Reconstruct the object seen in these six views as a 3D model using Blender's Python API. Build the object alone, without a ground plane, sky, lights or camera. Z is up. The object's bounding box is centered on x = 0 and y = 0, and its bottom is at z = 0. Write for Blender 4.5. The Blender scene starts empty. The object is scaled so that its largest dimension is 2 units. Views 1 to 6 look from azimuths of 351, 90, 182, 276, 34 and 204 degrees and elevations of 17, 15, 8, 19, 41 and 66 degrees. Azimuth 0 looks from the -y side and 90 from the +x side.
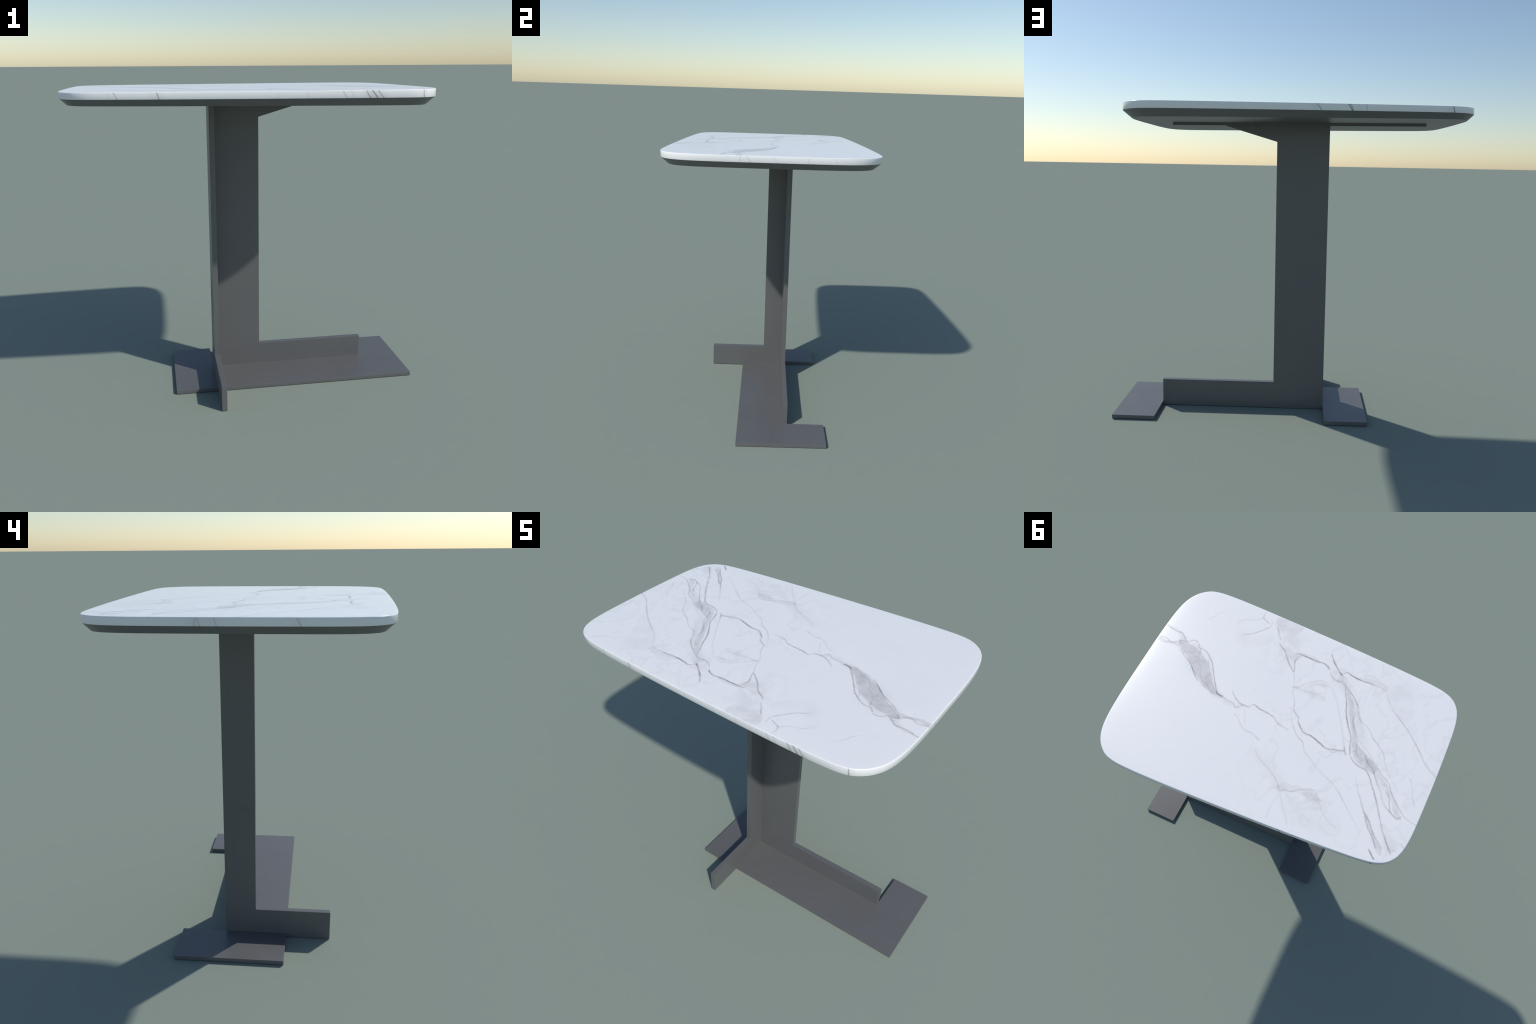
"""Bistro-style side table: tapered marble slab on a dark steel panel, carried by an
off-centre L-section column that stands in a pinwheel of floor plates and rails."""
import bpy, bmesh, math
from mathutils import Vector

# ------------------------------------------------------------------ dimensions (metres)
SHEET = 0.031                                   # thickness of the folded steel
COL_X0, COL_X1 = -0.238, 0.067                  # column, wide wing along x
COL_Y0, COL_Y1 = -0.008, 0.1565                 # column, narrow wing along y
WEB_Y = COL_Y1 - SHEET                          # inner face of the wide wing
WEB_X = COL_X0 + SHEET                          # inner face of the narrow wing
RAIL_H = 0.163                                  # height of the two floor rails
RAIL_X_END = 0.750
RAIL_Y_END = -0.411
PLATE_T = 0.0225                                # thickness of the floor plates
PLATE_X0, PLATE_X1 = -0.488, 1.000
PLATE_Y0, PLATE_Y1 = -0.173, 0.397
GUSSET_Z, GUSSET_X = 1.618, 0.371
MOUNT_X0, MOUNT_X1, MOUNT_Y = -0.785, 0.673, 0.1755

CROWN_Z, RIM_Z, TILT = 1.7952, 1.7945, .0007                # polished face, eased by a millimetre at the rim
def seam_z(x):     return 1.7594 - 0.0031 * x   # marble / steel panel joint
def under_z(x):    return 1.7245 - 0.0082 * x   # underside of the steel panel
MOUNT_W = 0.172                                 # flat bar as deep as the column
def mount_z(x):    return under_z(x) - 0.0150
def panel_inset(x): return 0.0430 + 0.0085 * x

# ------------------------------------------------------------------ scene helpers
def add_mesh(name, bm, parent, *materials, smooth=None):
    me = bpy.data.meshes.new(name)
    bmesh.ops.recalc_face_normals(bm, faces=bm.faces)
    bm.to_mesh(me); bm.free()
    for m in materials:
        me.materials.append(m)
    ob = bpy.data.objects.new(name, me)
    bpy.context.scene.collection.objects.link(ob)
    ob.parent = parent
    if smooth is not None:
        me.shade_smooth()
        me.set_sharp_from_angle(angle=math.radians(smooth))
    return ob

def prism(outline, lift):
    """Closed polygon (list of Vector) extruded along the vector lift."""
    bm = bmesh.new()
    a = [bm.verts.new(p) for p in outline]
    b = [bm.verts.new(p + lift) for p in outline]
    bm.faces.new(a); bm.faces.new(b[::-1])
    n = len(a)
    for i in range(n):
        bm.faces.new((a[i], a[(i + 1) % n], b[(i + 1) % n], b[i]))
    return bm

def soften(ob, width, keep=None):
    """Small rounding on the free edges; keep(edge centre) tells which edges stay sharp
    because another piece continues there."""
    bm = bmesh.new(); bm.from_mesh(ob.data)
    edges = []
    for e in bm.edges:
        if len(e.link_faces) != 2 or e.calc_face_angle() < 0.3:
            continue
        c = (e.verts[0].co + e.verts[1].co) / 2
        if keep and keep(c):
            continue
        edges.append(e)
    bmesh.ops.bevel(bm, geom=edges, offset=width, segments=2, profile=0.5, affect='EDGES')
    bm.to_mesh(ob.data); bm.free()

def spline(ctrl, n):
    """Closed centripetal Catmull-Rom curve through 2D control points."""
    out, N = [], len(ctrl)
    P = [Vector(c) for c in ctrl]
    for i in range(N):
        p0, p1, p2, p3 = P[i - 1], P[i], P[(i + 1) % N], P[(i + 2) % N]
        t0 = 0.0
        t1 = t0 + (p1 - p0).length ** .5
        t2 = t1 + (p2 - p1).length ** .5
        t3 = t2 + (p3 - p2).length ** .5
        for k in range(n):
            t = t1 + (t2 - t1) * k / n
            a1 = p0 * ((t1 - t) / (t1 - t0)) + p1 * ((t - t0) / (t1 - t0))
            a2 = p1 * ((t2 - t) / (t2 - t1)) + p2 * ((t - t1) / (t2 - t1))
            a3 = p2 * ((t3 - t) / (t3 - t2)) + p3 * ((t - t2) / (t3 - t2))
            b1 = a1 * ((t2 - t) / (t2 - t0)) + a2 * ((t - t0) / (t2 - t0))
            b2 = a2 * ((t3 - t) / (t3 - t1)) + a3 * ((t - t1) / (t3 - t1))
            out.append(b1 * ((t2 - t) / (t2 - t1)) + b2 * ((t - t1) / (t2 - t1)))
    return out

def inset(curve, dist, squarer=0.0):
    """Curve moved inwards; squarer > 0 moves it less where it runs diagonally."""
    n, out = len(curve), []
    for i, p in enumerate(curve):
        t = (curve[(i + 1) % n] - curve[i - 1]).normalized()
        out.append(p - dist(p.x) * (1 - squarer * abs(t.x * t.y)) * Vector((t.y, -t.x)))
    return out

def loft(rings, cap_start=True, cap_end=True):
    bm = bmesh.new()
    rows = [[bm.verts.new(p) for p in r] for r in rings]
    n = len(rows[0])
    for a, b in zip(rows, rows[1:]):
        for i in range(n):
            bm.faces.new((a[i], a[(i + 1) % n], b[(i + 1) % n], b[i]))
    if cap_start: bm.faces.new(rows[0][::-1])
    if cap_end:   bm.faces.new(rows[-1])
    return bm

# ------------------------------------------------------------------ materials
class Nodes:
    """Thin helper around a material's node tree."""
    def __init__(self, name):
        self.mat = bpy.data.materials.new(name)
        self.mat.use_nodes = True
        self.t = self.mat.node_tree
        self.bsdf = self.t.nodes["Principled BSDF"]
    def new(self, kind, **props):
        n = self.t.nodes.new(kind)
        for k, v in props.items():
            setattr(n, k, v)
        return n
    def put(self, socket, value):
        if isinstance(value, bpy.types.NodeSocket):
            self.t.links.new(value, socket)
        else:
            socket.default_value = value
    def math(self, op, a, b=None, c=None):
        n = self.new("ShaderNodeMath", operation=op)
        for s, v in zip(n.inputs, (a, b, c)):
            if v is not None:
                self.put(s, v)
        return n.outputs[0]
    def vmath(self, op, a, b=None, scale=None):
        n = self.new("ShaderNodeVectorMath", operation=op)
        self.put(n.inputs[0], a)
        if b is not None: self.put(n.inputs[1], b)
        if scale is not None: self.put(n.inputs["Scale"], scale)
        return n.outputs[0]
    def noise(self, vec, scale, detail=3.0, rough=0.55):
        n = self.new("ShaderNodeTexNoise")
        self.put(n.inputs["Vector"], vec)
        n.inputs["Scale"].default_value = scale
        n.inputs["Detail"].default_value = detail
        n.inputs["Roughness"].default_value = rough
        return n
    def remap(self, v, a, b, lo, hi, smooth=False):
        n = self.new("ShaderNodeMapRange")
        n.interpolation_type = 'SMOOTHSTEP' if smooth else 'LINEAR'
        for s, x in zip(n.inputs[:5], (v, a, b, lo, hi)):
            self.put(s, x)
        return n.outputs[0]
    def mix(self, fac, a, b):
        n = self.new("ShaderNodeMix", data_type='RGBA')
        self.put(n.inputs[0], fac); self.put(n.inputs[6], a); self.put(n.inputs[7], b)
        return n.outputs[2]
    def curve(self, v, pts, vector=False):
        n = self.new("ShaderNodeFloatCurve")
        self.put(n.inputs["Value"], v)
        m = n.mapping; m.use_clip = False; m.extend = 'HORIZONTAL'
        c = m.curves[0]
        while len(c.points) < len(pts):
            c.points.new(0.5, 0.5)
        for p, q in zip(c.points, pts):
            p.location = q
            p.handle_type = 'VECTOR' if vector else 'AUTO'
        m.update()
        return n.outputs[0]

class VeinField:
    """Accumulates how much of the clean stone is left after each vein is laid in.
    A vein is a spine given by a few control points; the shader works in the frame of
    its chord (s along, t across) and bends the axis with a curve."""
    def __init__(self, nodes, vec):
        self.n, self.vec, self.keep = nodes, vec, 1.0
    def frame(self, pts):
        a, b = Vector(pts[0][:2]), Vector(pts[-1][:2])
        ch = b - a; L = ch.length
        u = ch / L
        def along(axis):
            dot = self.n.new("ShaderNodeVectorMath", operation='DOT_PRODUCT')
            self.n.put(dot.inputs[0], self.vec)
            dot.inputs[1].default_value = (axis.x / L, axis.y / L, 0)
            return self.n.math('SUBTRACT', dot.outputs["Value"], a.dot(axis) / L)
        s_run, t_run = along(u), along(Vector((-u.y, u.x)))
        st = []
        for p in pts:
            d = Vector(p[:2]) - a
            st.append((d.dot(u) / L, (u.x * d.y - u.y * d.x) / L))
        off = self.n.curve(s_run, [(s, .5 + t) for s, t in st])
        across = self.n.math('SUBTRACT', t_run, self.n.math('SUBTRACT', off, 0.5))
        return s_run, self.n.math('ABSOLUTE', across), st, L
    def lay(self, k):
        self.keep = self.n.math('MULTIPLY', self.keep, k) if not isinstance(self.keep, float) else k
    def vein(self, strength, half_width, *pts):
        s, d, st, L = self.frame(pts)
        f = min(.2, .009 / L)
        amt = [-min(.95, p[2] * strength * DEPTH) for p in pts]
        prof = [(0, 0), (f, amt[0])] + [(a[0], v) for a, v in list(zip(st, amt))[1:-1]]
        prof += [(1 - f, amt[-1]), (1, 0)]
        amount = self.n.curve(s, prof, vector=True)
        # dark core with a soft halo: (1 - d / reach) cubed
        near = self.n.remap(d, 0.0, half_width * WIDEN / L, 1.0, 0.0)
        self.lay(self.n.math('MULTIPLY_ADD', amount, self.n.math('POWER', near, 3.0), 1.0))
    def cloud(self, strength, *pts, crisp=False):
        s, d, st, L = self.frame(pts)
        f = .02 / max(L, .04)
        width = self.n.curve(s, [(-f, 0)] + [(a[0], p[2] / L) for a, p in zip(st, pts)] + [(1 + f, 0)])
        ratio = self.n.math('DIVIDE', d, self.n.math('MAXIMUM', width, 1e-4))
        self.lay(self.n.math('ADD', self.n.remap(ratio, .80 if crisp else .3, 1.12 if crisp else 1.6, -strength, 0.0, smooth=True), 1.0))

STONE = (.900, .897, .893, 1)
STONE_COOL = (.875, .875, .875, 1)
GREY = (.41, .385, .40, 1)
INK = (.115, .090, .100, 1)
WIDEN = 5.4
DEPTH = 1.4
POLISH = .25
SHEEN = .38

def jittered(n, vec, coarse, fine):
    a = n.vmath('SUBTRACT', n.noise(vec, 18, 4).outputs["Color"], (.5, .5, .5))
    b = n.vmath('SUBTRACT', n.noise(vec, 70, 5, .65).outputs["Color"], (.5, .5, .5))
    v = n.vmath('ADD', vec, n.vmath('SCALE', a, scale=coarse))
    return n.vmath('ADD', v, n.vmath('SCALE', b, scale=fine))

def finish_marble(n, vec, lines, clouds, bands=1.0):
    soft = n.noise(vec, 2.3, 4)
    base = n.mix(n.remap(soft.outputs[0], .5, .72, 0, .7), STONE, STONE_COOL)
    patchy = n.remap(n.noise(vec, 9.0, 6, .65).outputs[0], .36, .64, .15, 1.5)
    base = n.mix(n.math('MULTIPLY', n.math('SUBTRACT', 1.0, clouds), patchy), base, GREY)
    even = n.remap(n.noise(vec, 12, 4).outputs[0], .35, .65, .75, 1.2)
    base = n.mix(n.math('MULTIPLY', n.math('SUBTRACT', 1.0, bands), even), base, GREY)
    grain = n.remap(n.noise(vec, 15, 4).outputs[0], .32, .68, .6, 1.2)
    ink = n.math('MULTIPLY', n.math('SUBTRACT', 1.0, lines), grain)
    n.put(n.bsdf.inputs["Base Color"], n.mix(ink, base, INK))
    n.bsdf.inputs["Roughness"].default_value = POLISH
    n.bsdf.inputs["Specular IOR Level"].default_value = SHEEN
    return n.mat

def build_marble_face():
    n = Nodes("marble_face")
    pos = n.new("ShaderNodeTexCoord").outputs["Object"]
    flat = n.vmath('MULTIPLY', pos, (1, 1, 0))
    lines = VeinField(n, jittered(n, flat, .010, .008))
    clouds = VeinField(n, jittered(n, flat, .030, .012))
    bands = VeinField(n, jittered(n, flat, .012, .010))
    vein, cloud = lines.vein, clouds.cloud
    def band(*a):
        bands.cloud(*a, crisp=True)
    # strength, half width, then spine points (x, y, local strength) on the table top
    vein(0.55, 0.0022, (-0.294, -0.375, 0.4), (-0.325, -0.310, 0.7), (-0.357, -0.248, 0.8), (-0.376, -0.199, 0.9), (-0.412, -0.131, 1.0), (-0.447, -0.082, 0.7), (-0.465, -0.054, 0.6), (-0.482, 0.002, 0.7), (-0.505, 0.054, 0.7))
    vein(0.5, 0.0022, (-0.505, 0.054, 0.7), (-0.540, 0.082, 0.9), (-0.577, 0.095, 1.0), (-0.623, 0.102, 1.0), (-0.654, 0.129, 0.9), (-0.679, 0.164, 0.8), (-0.718, 0.214, 0.9), (-0.746, 0.252, 0.9), (-0.778, 0.303, 0.8), (-0.802, 0.341, 0.7), (-0.825, 0.379, 0.6), (-0.856, 0.421, 0.7), (-0.904, 0.478, 0.9), (-0.929, 0.505, 0.7))
    vein(0.4, 0.0020, (-0.266, -0.381, 0.7), (-0.299, -0.372, 0.8), (-0.336, -0.345, 0.8), (-0.390, -0.303, 1.0), (-0.421, -0.269, 1.0), (-0.436, -0.247, 0.7))
    vein(0.3, 0.0020, (-0.422, -0.255, 0.3), (-0.427, -0.195, 0.9), (-0.446, -0.138, 1.0), (-0.472, -0.104, 0.8), (-0.501, -0.062, 0.9), (-0.517, -0.015, 0.9), (-0.524, 0.013, 1.0), (-0.558, 0.047, 0.8))
    vein(0.45, 0.0020, (-0.577, 0.006, 0.7), (-0.616, 0.055, 1.0), (-0.652, 0.077, 0.8), (-0.684, 0.119, 0.7), (-0.715, 0.156, 0.8), (-0.748, 0.192, 0.5), (-0.783, 0.243, 0.5), (-0.838, 0.279, 0.8), (-0.885, 0.302, 1.0))
    vein(0.35, 0.0020, (-0.505, -0.064, 0.3), (-0.589, -0.013, 0.3), (-0.646, 0.032, 0.4), (-0.704, 0.079, 0.8), (-0.766, 0.119, 0.9), (-0.797, 0.160, 1.0), (-0.847, 0.212, 1.0), (-0.894, 0.256, 0.9), (-0.940, 0.280, 0.6), (-0.991, 0.288, 0.8), (-1.012, 0.294, 0.8))
    vein(0.35, 0.0020, (-0.718, 0.155, 0.4), (-0.793, 0.191, 1.0), (-0.812, 0.229, 1.0), (-0.838, 0.279, 0.8))
    vein(0.4, 0.0020, (-0.878, 0.305, 0.9), (-0.889, 0.293, 1.0), (-0.905, 0.276, 0.8))
    vein(0.24, 0.0018, (-0.496, 0.031, 0.6), (-0.515, 0.020, 0.8), (-0.529, 0.016, 0.7))
    vein(0.21, 0.0018, (-0.558, 0.047, 0.6), (-0.580, 0.063, 0.8), (-0.586, 0.087, 0.8), (-0.622, 0.100, 0.5))
    vein(0.6, 0.0024, (-0.134, -0.543, 0.7), (-0.163, -0.505, 0.9), (-0.206, -0.464, 0.9), (-0.257, -0.422, 1.0))
    vein(0.55, 0.0022, (-0.257, -0.422, 0.8), (-0.272, -0.457, 0.8), (-0.305, -0.450, 0.8), (-0.353, -0.445, 1.2), (-0.392, -0.442, 0.8), (-0.432, -0.446, 0.9), (-0.473, -0.446, 0.4), (-0.546, -0.440, 0.4))
    vein(0.15, 0.0020, (-0.352, -0.447, 0.4), (-0.398, -0.488, 0.8), (-0.442, -0.494, 1.0), (-0.493, -0.480, 0.8), (-0.538, -0.461, 0.8))
    vein(0.3, 0.0022, (-0.542, -0.434, 0.4), (-0.599, -0.354, 0.4), (-0.668, -0.301, 0.9), (-0.746, -0.243, 0.8), (-0.815, -0.184, 0.9), (-0.864, -0.135, 1.0), (-0.903, -0.091, 0.8), (-0.937, -0.063, 0.7), (-0.999, -0.027, 0.9), (-1.013, -0.020, 0.9))
    vein(0.6, 0.0023, (0.071, -0.450, 0.5), (0.039, -0.455, 0.7), (-0.009, -0.454, 1.1), (-0.074, -0.452, 0.8), (-0.124, -0.457, 0.8), (-0.157, -0.440, 0.9), (-0.175, -0.418, 0.6))
    vein(0.35, 0.0020, (-0.175, -0.418, 0.7), (-0.224, -0.381, 0.7), (-0.265, -0.379, 0.9), (-0.283, -0.381, 0.5))
    vein(0.45, 0.0022, (0.033, -0.432, 0.4), (0.048, -0.399, 0.9), (0.033, -0.360, 0.9), (0.019, -0.317, 1.0))
    vein(0.5, 0.0023, (0.195, -0.480, 0.5), (0.164, -0.453, 0.9), (0.134, -0.435, 0.9), (0.092, -0.383, 1.0), (0.070, -0.362, 1.0), (0.019, -0.317, 1.0))
    vein(0.25, 0.0020, (0.019, -0.317, 1.0), (-0.016, -0.241, 0.5), (-0.031, -0.189, 0.6), (-0.067, -0.138, 0.8), (-0.082, -0.087, 1.0))
    vein(0.65, 0.0024, (-0.082, -0.087, 0.6), (-0.110, -0.062, 0.6), (-0.134, -0.046, 0.5), (-0.142, -0.021, 0.6), (-0.166, 0.005, 0.7), (-0.207, 0.032, 0.8), (-0.253, 0.035, 1.2), (-0.314, 0.055, 1.0), (-0.360, 0.069, 0.8), (-0.389, 0.062, 0.7), (-0.425, 0.052, 0.7), (-0.465, 0.040, 1.1))
    vein(0.5, 0.0022, (-0.450, 0.012, 0.6), (-0.465, 0.040, 1.1), (-0.485, 0.063, 0.8))
    vein(0.35, 0.0020, (-0.372, 0.068, 0.4), (-0.403, 0.076, 0.8), (-0.428, 0.059, 0.8), (-0.450, 0.056, 0.6))
    vein(0.22, 0.0022, (-0.079, -0.076, 0.6), (-0.105, -0.013, 0.7), (-0.142, 0.035, 0.8), (-0.195, 0.079, 1.3), (-0.216, 0.085, 1.2), (-0.254, 0.138, 0.6), (-0.310, 0.174, 0.7), (-0.385, 0.218, 0.7), (-0.491, 0.263, 0.8), (-0.581, 0.330, 0.7), (-0.654, 0.395, 0.5), (-0.723, 0.452, 0.3))
    vein(0.13, 0.0024, (-0.210, -0.335, 0.3), (-0.266, -0.282, 0.8), (-0.342, -0.173, 1.0), (-0.408, -0.064, 1.0), (-0.464, 0.038, 1.0))
    vein(0.16, 0.0024, (-0.013, -0.220, 0.8), (-0.039, -0.227, 1.0), (-0.076, -0.275, 1.0), (-0.125, -0.319, 0.9), (-0.175, -0.340, 1.0), (-0.207, -0.333, 0.8))
    vein(0.1, 0.0032, (-0.039, -0.227, 1.0), (-0.098, -0.226, 1.0), (-0.161, -0.237, 0.8), (-0.230, -0.231, 0.7))
    vein(0.26, 0.0020, (-0.436, -0.247, 0.8), (-0.477, -0.181, 0.9), (-0.530, -0.159, 0.6), (-0.588, -0.104, 1.0), (-0.637, -0.072, 1.0), (-0.673, -0.039, 0.9), (-0.732, 0.052, 0.4), (-0.790, 0.103, 0.4), (-0.832, 0.152, 0.3))
    vein(0.18, 0.0022, (-0.861, 0.035, 1.0), (-0.901, 0.093, 0.6), (-0.925, 0.158, 0.8), (-0.954, 0.195, 0.8))
    vein(0.45, 0.0022, (-0.577, 0.152, 0.15), (-0.626, 0.233, 0.3), (-0.677, 0.301, 0.7), (-0.706, 0.337, 1.0), (-0.754, 0.380, 0.9), (-0.797, 0.433, 0.9), (-0.841, 0.468, 0.8), (-0.875, 0.499, 0.7))
    vein(0.42, 0.0022, (-0.712, 0.351, 0.8), (-0.761, 0.417, 0.9), (-0.811, 0.466, 1.0), (-0.839, 0.509, 1.0))
    vein(0.26, 0.0022, (-0.235, 0.435, 0.7), (-0.244, 0.412, 0.7), (-0.287, 0.402, 1.0), (-0.336, 0.364, 0.8), (-0.375, 0.348, 0.8), (-0.417, 0.335, 0.9))
    vein(0.18, 0.0022, (-0.414, 0.337, 0.8), (-0.438, 0.366, 1.0), (-0.466, 0.403, 0.7), (-0.525, 0.458, 0.6), (-0.607, 0.492, 0.5))
    vein(0.7, 0.0024, (-0.803, 0.523, 0.7), (-0.825, 0.540, 0.9), (-0.857, 0.570, 1.2))
    vein(0.45, 0.0020, (0.727, -0.181, 0.7), (0.682, -0.140, 0.7), (0.631, -0.113, 0.9), (0.607, -0.093, 1.1), (0.557, -0.041, 1.0), (0.513, -0.007, 0.5))
    vein(0.3, 0.0020, (0.577, -0.128, 0.6), (0.546, -0.102, 0.4), (0.528, -0.060, 0.8), (0.492, -0.025, 0.9), (0.461, -0.017, 0.8), (0.436, 0.006, 0.9), (0.393, 0.030, 0.6))
    vein(0.42, 0.0020, (0.643, -0.259, 0.8), (0.623, -0.231, 0.8), (0.580, -0.225, 1.0), (0.531, -0.191, 1.0), (0.500, -0.165, 0.9), (0.469, -0.119, 1.1), (0.438, -0.073, 0.9), (0.406, -0.028, 1.0), (0.371, 0.014, 1.0))
    vein(0.8, 0.0036, (0.389, 0.005, 0.5), (0.367, 0.015, 1.0), (0.347, 0.020, 1.0), (0.329, 0.021, 0.6))
    vein(0.45, 0.0020, (0.768, -0.216, 0.9), (0.749, -0.230, 0.9), (0.711, -0.235, 1.0), (0.682, -0.264, 0.8), (0.643, -0.259, 1.0))
    vein(0.45, 0.0020, (0.898, -0.297, 0.7), (0.864, -0.292, 0.9), (0.812, -0.279, 0.7), (0.773, -0.282, 1.0), (0.737, -0.250, 0.8), (0.711, -0.235, 0.8))
    vein(0.42, 0.0022, (0.912, -0.196, 0.8), (0.878, -0.200, 0.9), (0.845, -0.207, 0.7), (0.801, -0.193, 1.0), (0.768, -0.216, 1.0))
    vein(0.28, 0.0022, (0.864, -0.163, 0.5), (0.813, -0.182, 0.8), (0.780, -0.187, 0.9), (0.738, -0.186, 0.7))
    vein(0.19, 0.0018, (0.622, -0.231, 0.8), (0.607, -0.207, 0.9), (0.596, -0.171, 0.8), (0.582, -0.136, 0.7))
    vein(0.24, 0.0018, (0.635, -0.161, 1.0), (0.617, -0.161, 1.0), (0.594, -0.159, 0.8))
    vein(0.17, 0.0018, (0.699, -0.163, 0.6), (0.668, -0.173, 0.9), (0.632, -0.180, 0.6))
    vein(0.18, 0.0018, (0.532, -0.189, 0.6), (0.525, -0.159, 0.9), (0.493, -0.127, 1.0), (0.469, -0.117, 0.8))
    vein(0.18, 0.0018, (0.752, -0.222, 0.7), (0.738, -0.187, 0.9), (0.724, -0.177, 0.8))
    vein(0.13, 0.0018, (0.557, -0.041, 0.4), (0.556, -0.087, 0.8), (0.565, -0.124, 0.5))
    vein(0.38, 0.0022, (0.334, 0.021, 1.0), (0.294, 0.031, 0.6), (0.259, 0.033, 0.9), (0.225, 0.051, 0.6), (0.198, 0.019, 0.6), (0.164, 0.020, 0.7), (0.144, -0.009, 0.6))
    vein(0.48, 0.0022, (0.301, -0.041, 0.5), (0.250, 0.000, 0.8), (0.207, 0.018, 0.9), (0.167, 0.014, 0.7), (0.144, -0.009, 0.8), (0.098, -0.000, 1.0), (0.036, 0.007, 1.1), (-0.001, 0.015, 0.8), (-0.032, 0.037, 0.7), (-0.075, 0.050, 0.35), (-0.120, 0.056, 0.35))
    vein(0.2, 0.0022, (0.226, 0.099, 0.8), (0.199, 0.101, 0.8), (0.147, 0.147, 0.9), (0.109, 0.165, 1.0), (0.066, 0.168, 0.9), (0.006, 0.190, 1.0))
    vein(0.12, 0.0020, (0.184, 0.031, 0.8), (0.153, 0.084, 0.8), (0.130, 0.138, 0.6))
    vein(0.22, 0.0022, (0.008, 0.246, 0.3), (-0.039, 0.291, 0.8), (-0.081, 0.311, 0.9), (-0.144, 0.343, 0.8), (-0.193, 0.380, 1.0), (-0.235, 0.435, 1.0))
    vein(0.13, 0.0022, (-0.235, 0.435, 1.0), (-0.294, 0.510, 0.7), (-0.360, 0.594, 1.0))
    vein(0.09, 0.0024, (-0.235, 0.435, 1.0), (-0.227, 0.500, 0.7), (-0.234, 0.613, 1.2))
    vein(0.3, 0.0020, (0.362, -0.665, 0.5), (0.361, -0.605, 1.0), (0.335, -0.590, 1.2), (0.304, -0.575, 0.8))
    vein(0.2, 0.0020, (0.298, -0.615, 0.8), (0.295, -0.582, 0.9), (0.296, -0.558, 1.0))
    vein(0.3, 0.0020, (0.296, -0.559, 1.0), (0.336, -0.508, 0.8), (0.371, -0.469, 1.0), (0.433, -0.434, 0.5))
    vein(0.16, 0.0020, (0.361, -0.605, 1.0), (0.409, -0.565, 0.6), (0.455, -0.549, 1.0), (0.497, -0.490, 0.7))
    vein(0.14, 0.0020, (0.595, -0.548, 0.5), (0.641, -0.504, 0.9), (0.653, -0.475, 1.0), (0.693, -0.429, 0.5))
    vein(0.4, 0.0022, (0.258, -0.583, 0.5), (0.236, -0.556, 1.0), (0.216, -0.528, 0.6), (0.192, -0.496, 0.7))
    vein(0.2, 0.0020, (-0.054, -0.074, 0.8), (-0.076, -0.081, 1.0), (-0.095, -0.077, 0.8))
    vein(0.12, 0.0020, (0.075, 0.033, 0.6), (0.049, 0.009, 1.0), (0.031, 0.002, 0.8))
    vein(0.13, 0.0020, (-0.356, 0.174, 1.0), (-0.354, 0.144, 1.0))
    vein(0.16, 0.0030, (-0.941, 0.421, 1.0), (-0.990, 0.443, 0.8))
    band(0.25, (-0.292, -0.376, 0.003), (-0.342, -0.319, 0.012), (-0.383, -0.260, 0.017), (-0.413, -0.188, 0.014), (-0.452, -0.122, 0.013), (-0.481, -0.062, 0.011), (-0.500, -0.025, 0.015), (-0.553, 0.027, 0.038), (-0.611, 0.062, 0.040), (-0.660, 0.087, 0.022))
    band(0.19, (-0.613, 0.047, 0.024), (-0.687, 0.096, 0.020), (-0.750, 0.139, 0.014))
    band(0.2, (-0.726, 0.116, 0.006), (-0.784, 0.166, 0.010), (-0.834, 0.218, 0.012), (-0.863, 0.263, 0.015), (-0.894, 0.288, 0.012))
    band(0.25, (-0.703, 0.339, 0.002), (-0.750, 0.390, 0.009), (-0.792, 0.435, 0.010), (-0.825, 0.475, 0.011), (-0.868, 0.518, 0.014))
    band(0.36, (0.748, -0.215, 0.014), (0.703, -0.203, 0.032), (0.625, -0.167, 0.046), (0.554, -0.109, 0.054), (0.495, -0.056, 0.046), (0.441, -0.012, 0.030), (0.382, 0.019, 0.012))
    band(0.28, (0.912, -0.188, 0.014), (0.868, -0.182, 0.012), (0.816, -0.188, 0.008), (0.769, -0.201, 0.009), (0.733, -0.218, 0.014))
    cloud(0.239, (0.853, -0.286, 0.008), (0.806, -0.284, 0.012), (0.749, -0.255, 0.014))
    cloud(0.179, (0.328, 0.032, 0.016), (0.253, 0.045, 0.016), (0.210, 0.029, 0.014))
    band(0.14, (-0.340, -0.445, 0.004), (-0.401, -0.461, 0.013), (-0.456, -0.467, 0.014), (-0.534, -0.460, 0.008))
    cloud(0.209, (-0.223, 0.409, 0.022), (-0.274, 0.384, 0.024), (-0.347, 0.371, 0.020), (-0.409, 0.371, 0.026), (-0.444, 0.380, 0.014))
    cloud(0.179, (-0.368, 0.383, 0.016), (-0.411, 0.392, 0.022), (-0.441, 0.398, 0.014))
    cloud(0.15, (-0.023, -0.225, 0.008), (-0.079, -0.252, 0.014), (-0.139, -0.305, 0.014), (-0.211, -0.315, 0.012))
    cloud(0.15, (-0.032, -0.223, 0.010), (-0.114, -0.229, 0.018), (-0.218, -0.220, 0.016))
    cloud(0.209, (0.148, -0.429, 0.044), (0.065, -0.417, 0.034), (0.023, -0.457, 0.016), (-0.083, -0.451, 0.012))
    band(0.1, (-0.431, -0.244, 0.008), (-0.470, -0.178, 0.012), (-0.506, -0.129, 0.008))
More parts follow.
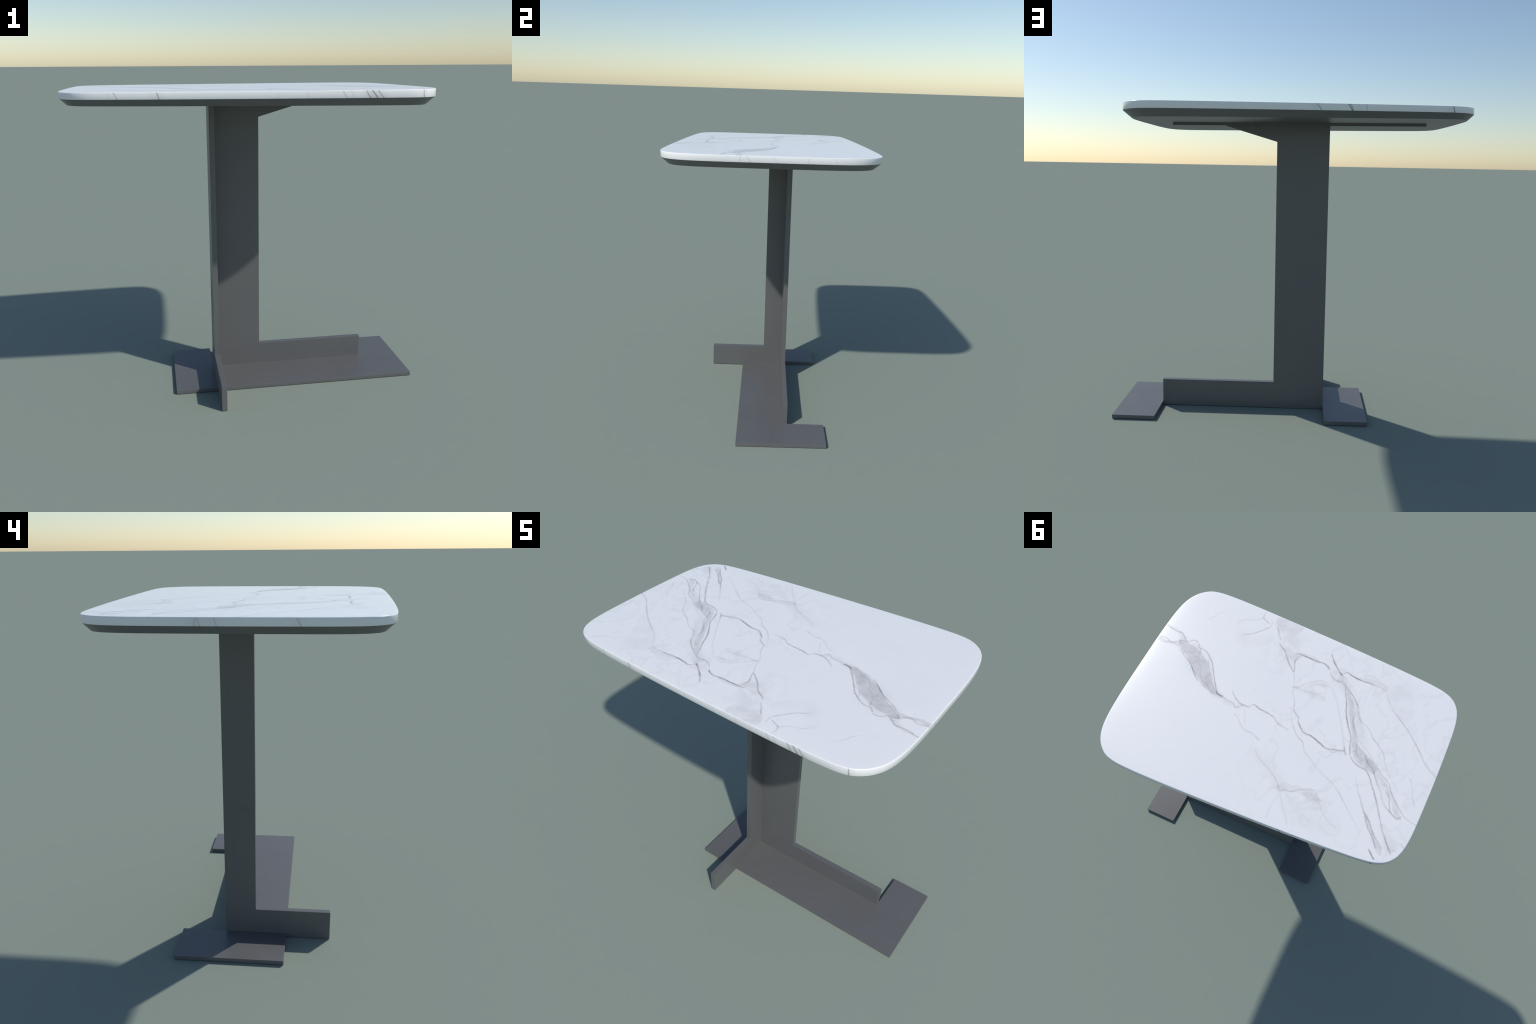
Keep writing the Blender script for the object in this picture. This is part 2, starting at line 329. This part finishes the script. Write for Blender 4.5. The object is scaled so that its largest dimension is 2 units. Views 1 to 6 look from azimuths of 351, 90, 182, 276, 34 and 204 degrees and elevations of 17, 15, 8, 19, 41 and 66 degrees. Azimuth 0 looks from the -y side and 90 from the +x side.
    cloud(0.239, (0.264, -0.619, 0.038), (0.191, -0.632, 0.050), (0.119, -0.633, 0.040))
    cloud(0.15, (0.212, -0.546, 0.040), (0.119, -0.536, 0.050), (0.047, -0.571, 0.030))
    cloud(0.12, (-0.541, -0.463, 0.060), (-0.613, -0.468, 0.080), (-0.655, -0.400, 0.070), (-0.719, -0.315, 0.040))
    cloud(0.15, (-0.206, -0.423, 0.040), (-0.259, -0.398, 0.026))
    cloud(0.179, (-0.819, 0.374, 0.018), (-0.868, 0.423, 0.028), (-0.922, 0.469, 0.032))
    cloud(0.074, (0.495, -0.486, 0.040), (0.364, -0.419, 0.060), (0.263, -0.467, 0.040))
    cloud(0.15, (-0.256, -0.406, 0.026), (-0.360, -0.317, 0.034), (-0.446, -0.166, 0.034), (-0.556, 0.003, 0.044), (-0.653, 0.090, 0.030))
    cloud(0.209, (0.755, -0.242, 0.030), (0.653, -0.185, 0.060), (0.535, -0.097, 0.066), (0.411, 0.004, 0.030), (0.339, 0.028, 0.020))
    cloud(0.09, (0.007, 0.264, 0.040), (-0.141, 0.336, 0.040), (-0.239, 0.410, 0.030))
    cloud(0.074, (-0.271, 0.479, 0.040), (-0.417, 0.493, 0.060), (-0.610, 0.499, 0.050))
    # grey bands are crazed: hairlines between the cells of a stretched Voronoi pattern
    vor = n.new("ShaderNodeTexVoronoi", feature='DISTANCE_TO_EDGE')
    n.put(vor.inputs["Vector"], jittered(n, n.vmath('MULTIPLY', flat, (1, 1.3, 0)), .05, .012))
    vor.inputs["Scale"].default_value = 8
    craze = n.math('MULTIPLY', n.remap(vor.outputs["Distance"], 0, .09, .11, 0),
                   n.remap(bands.keep, .80, .97, 1, 0))
    # wisps: faint drifting ridges of a warped noise, away from the clean +x third
    warp = n.vmath('ADD', flat, n.vmath('SCALE', n.vmath('SUBTRACT', n.noise(flat, 3.0, 3).outputs["Color"], (.5, .5, .5)), scale=.35))
    drift = n.noise(n.vmath('MULTIPLY', warp, (1.6, 1.0, 0)), 2.6, 3).outputs[0]
    ridge = n.remap(n.math('ABSOLUTE', n.math('SUBTRACT', drift, .5)), 0, .035, .16, 0)
    across = n.new("ShaderNodeSeparateXYZ"); n.put(across.inputs[0], flat)
    side = n.remap(n.math('MULTIPLY_ADD', across.outputs[1], .35, across.outputs[0]), -.15, .35, 1, 0, smooth=True)
    wisp = n.math('MULTIPLY', n.math('MULTIPLY', n.math('POWER', n.math('MULTIPLY', ridge, 6.25), 2.0), .08), side)
    craze = n.math('MAXIMUM', craze, wisp)
    ink = n.math('MULTIPLY', lines.keep, n.math('SUBTRACT', 1.0, craze))
    return finish_marble(n, flat, ink, clouds.keep, bands.keep)

def build_marble_edge():
    """The slab's rim: u runs along the side (shifted by 10, 20, 30 for back, +x, -x), v = height."""
    n = Nodes("marble_edge")
    pos = n.new("ShaderNodeTexCoord").outputs["Object"]
    nor = n.new("ShaderNodeNewGeometry").outputs["Normal"]
    p = n.new("ShaderNodeSeparateXYZ"); n.put(p.inputs[0], pos)
    q = n.new("ShaderNodeSeparateXYZ"); n.put(q.inputs[0], nor)
    is_end = n.math('GREATER_THAN', n.math('ABSOLUTE', q.outputs[0]), n.math('ABSOLUTE', q.outputs[1]))
    side_u = n.math('MULTIPLY_ADD', n.math('GREATER_THAN', p.outputs[1], 0.0), 10.0, p.outputs[0])
    end_u = n.math('ADD', n.math('MULTIPLY_ADD', n.math('LESS_THAN', p.outputs[0], 0.0), 10.0, 20.0), p.outputs[1])
    u = n.math('ADD', n.math('MULTIPLY', is_end, end_u),
               n.math('MULTIPLY', n.math('SUBTRACT', 1.0, is_end), side_u))
    uv = n.new("ShaderNodeCombineXYZ")
    n.put(uv.inputs[0], u); n.put(uv.inputs[1], p.outputs[2])
    lines = VeinField(n, jittered(n, uv.outputs[0], .003, .003))
    clouds = VeinField(n, jittered(n, uv.outputs[0], .004, .004))
    lo, hi = 1.752, 1.800
    def streak(strength, half_width, u_top, u_low, u_mid=None):
        um = (u_top + u_low) / 2 if u_mid is None else u_mid
        lines.vein(strength * 1.0, half_width * .55, (u_top, hi, 1), (um, (lo + hi) / 2, .9), (u_low, lo, 1))
    def stain(strength, half_width, u_top, u_low):
        clouds.cloud(strength, (u_top, hi + .03, half_width), (u_low, lo - .03, half_width))
    # front long side
    streak(.50, .0024, -.724, -.698, -.711); streak(.14, .003, -.745, -.743)
    streak(.66, .0024, -.527, -.513); stain(.10, .018, -.532, -.520)
    streak(.12, .003, .031, .041); streak(.12, .003, .168, .178)
    streak(.25, .003, .337, .366); streak(.16, .004, .377, .402)
    streak(.50, .0026, .453, .482, .464); streak(.75, .0028, .478, .516, .498)
    streak(.55, .0024, .510, .549, .527); stain(.22, .034, .480, .520)
    streak(.60, .0026, .746, .752); stain(.16, .010, .751, .756)
    # back long side
    streak(.50, .0026, 9.858, 9.820, 9.836); stain(.10, .016, 9.865, 9.832)
    streak(.70, .0028, 9.696, 9.666, 9.680); streak(.50, .0022, 9.684, 9.666, 9.672)
    streak(.38, .0026, 9.601, 9.597); streak(.68, .003, 9.161, 9.150); stain(.22, .013, 9.170, 9.160)
    # +x end
    streak(.20, .003, 19.822, 19.817); streak(.24, .003, 19.853, 19.881)
    streak(.14, .003, 20.004, 20.036); streak(.12, .003, 20.214, 20.208); streak(.12, .003, 20.355, 20.383)
    # -x end
    streak(.26, .0028, 30.121, 30.126); streak(.28, .0026, 30.117, 30.101); streak(.30, .0026, 30.058, 30.041)
    stain(.14, .040, 30.100, 30.095); streak(.28, .0026, 29.771, 29.746); stain(.10, .014, 29.765, 29.758)
    return finish_marble(n, uv.outputs[0], lines.keep, clouds.keep)

def build_steel():
    n = Nodes("powder_coated_steel")
    pos = n.new("ShaderNodeTexCoord").outputs["Object"]
    tone = n.remap(n.noise(pos, 3.5, 3).outputs[0], .3, .7, 0, 1)
    n.put(n.bsdf.inputs["Base Color"], n.mix(tone, (.126, .128, .129, 1), (.135, .135, .135, 1)))
    n.bsdf.inputs["Roughness"].default_value = .375
    return n.mat

marble_face, marble_edge, steel = build_marble_face(), build_marble_edge(), build_steel()


# ------------------------------------------------------------------ the table
table = bpy.data.objects.new("side_table", None)
bpy.context.scene.collection.objects.link(table)
table["label"] = "side table, white veined marble top on dark steel L-shaped column"
table["category"] = "table"

# --- table top: tapered slab with rounded corners (half outline, mirrored in y)
half = [(.8985, 0), (.898, .2), (.895, .31), (.888, .415), (.875, .495), (.853, .556),
        (.818, .607), (.763, .649), (.700, .666), (.600, .671), (.450, .669), (.200, .660),
        (-.100, .646), (-.400, .629), (-.650, .611), (-.780, .598), (-.860, .583),
        (-.917, .556), (-.958, .509), (-.981, .447), (-.992, .370), (-.997, .250), (-1.0, 0)]
outline = spline(half + [(x, -y) for x, y in half[-2:0:-1]], 6)
outline = [Vector((p.x, p.y - .0012)) for p in outline]

def ring(d, zf):
    return [Vector((p.x, p.y, zf(p.x))) for p in inset(outline, lambda x: d)]

R = 0.0035                                       # eased upper arris of the marble
rings = [ring(0.001, seam_z), ring(0, lambda x: seam_z(x) + .0012),
         ring(0, lambda x: RIM_Z - R - .0035)]
for k in range(6):
    a = math.radians(90 * k / 5)
    rings.append(ring(R * (1 - math.cos(a)), lambda x, a=a: RIM_Z + TILT * x - R * (1 - math.sin(a))))
rim, centre = rings[-1], Vector((-0.05, 0))
for f in (.004, .01, .018, .027, .038, .05, .07, .1, .3):
    z = CROWN_Z - (CROWN_Z - RIM_Z) * max(0, 1 - f / .07) ** 2
    rings.append([Vector((*centre.lerp(p.xy, 1 - f), z + TILT * p.x * (1 - f))) for p in rim])
slab_bm = loft(rings)
slab_bm.normal_update()
slab = add_mesh("marble_top", slab_bm, table, marble_face, marble_edge, smooth=40)
for f in slab.data.polygons:
    f.material_index = 0 if f.normal.z > 0.6 else 1

panel_rings = [
    [Vector((p.x, p.y, seam_z(p.x) - .0004)) for p in inset(outline, lambda x: .0015)],
    [Vector((p.x, p.y, under_z(p.x))) for p in inset(outline, panel_inset, .2)]]
panel = add_mesh("under_panel", loft(panel_rings), table, steel, smooth=30)

MOUNT_Y0 = MOUNT_Y - MOUNT_W
mount = [(MOUNT_X0, MOUNT_Y0), (MOUNT_X1, MOUNT_Y0), (MOUNT_X1, MOUNT_Y), (MOUNT_X0, MOUNT_Y)]
mount_rings = [[Vector((x, y, under_z(x) + .004)) for x, y in mount],
               [Vector((x, y, mount_z(x))) for x, y in mount]]
add_mesh("mounting_bar", loft(mount_rings), table, steel)

# --- column: L section standing on the floor, cut to the slope of the under panel
section = [(COL_X0, COL_Y1), (COL_X0, COL_Y0), (WEB_X, COL_Y0), (WEB_X, WEB_Y),
           (COL_X1, WEB_Y), (COL_X1, COL_Y1)]
col_rings = [[Vector((x, y, 0)) for x, y in section],
             [Vector((x, y, under_z(x) + .004)) for x, y in section]]
add_mesh("column", loft(col_rings), table, steel)

# --- gusset: sloping bracket that carries the wide wing out under the slab
g = [Vector((COL_X1, WEB_Y, GUSSET_Z)), Vector((GUSSET_X, WEB_Y, mount_z(GUSSET_X))),
     Vector((GUSSET_X, WEB_Y, mount_z(GUSSET_X) + .004)), Vector((COL_X1, WEB_Y, mount_z(COL_X1) + .004))]
add_mesh("gusset", prism(g, Vector((0, SHEET, 0))), table, steel)

# --- floor rails: low upright strips that run on from both wings of the column
def box(x0, x1, y0, y1, z0, z1):
    return prism([Vector((x0, y0, z0)), Vector((x1, y0, z0)), Vector((x1, y1, z0)),
                  Vector((x0, y1, z0))], Vector((0, 0, z1 - z0)))
rail = add_mesh("floor_rail", box(COL_X1, RAIL_X_END, WEB_Y, COL_Y1, 0, RAIL_H), table, steel)
soften(rail, .0015, lambda c: abs(c.x - COL_X1) < 1e-4)
rail2 = add_mesh("floor_rail", box(COL_X0, WEB_X, RAIL_Y_END, COL_Y0, 0, RAIL_H), table, steel)
soften(rail2, .0015, lambda c: abs(c.y - COL_Y0) < 1e-4)

# --- floor plates: an L-shaped long one and a rectangular short one
def plate(pts):
    return prism([Vector((x, y, 0)) for x, y in pts], Vector((0, 0, PLATE_T)))
long_plate = add_mesh("floor_plate", plate([
    (WEB_X, PLATE_Y0), (PLATE_X1, PLATE_Y0), (PLATE_X1, PLATE_Y1), (RAIL_X_END, PLATE_Y1),
    (RAIL_X_END, WEB_Y), (WEB_X, WEB_Y)]), table, steel)
soften(long_plate, .0015, lambda c: abs(c.x - WEB_X) < 1e-4 or abs(c.y - WEB_Y) < 1e-4)
short_plate = add_mesh("floor_plate", plate([
    (PLATE_X0, PLATE_Y0), (COL_X0, PLATE_Y0), (COL_X0, PLATE_Y1), (PLATE_X0, PLATE_Y1)]),
    table, steel)
soften(short_plate, .0015, lambda c: abs(c.x - COL_X0) < 1e-4 and c.y < COL_Y1)
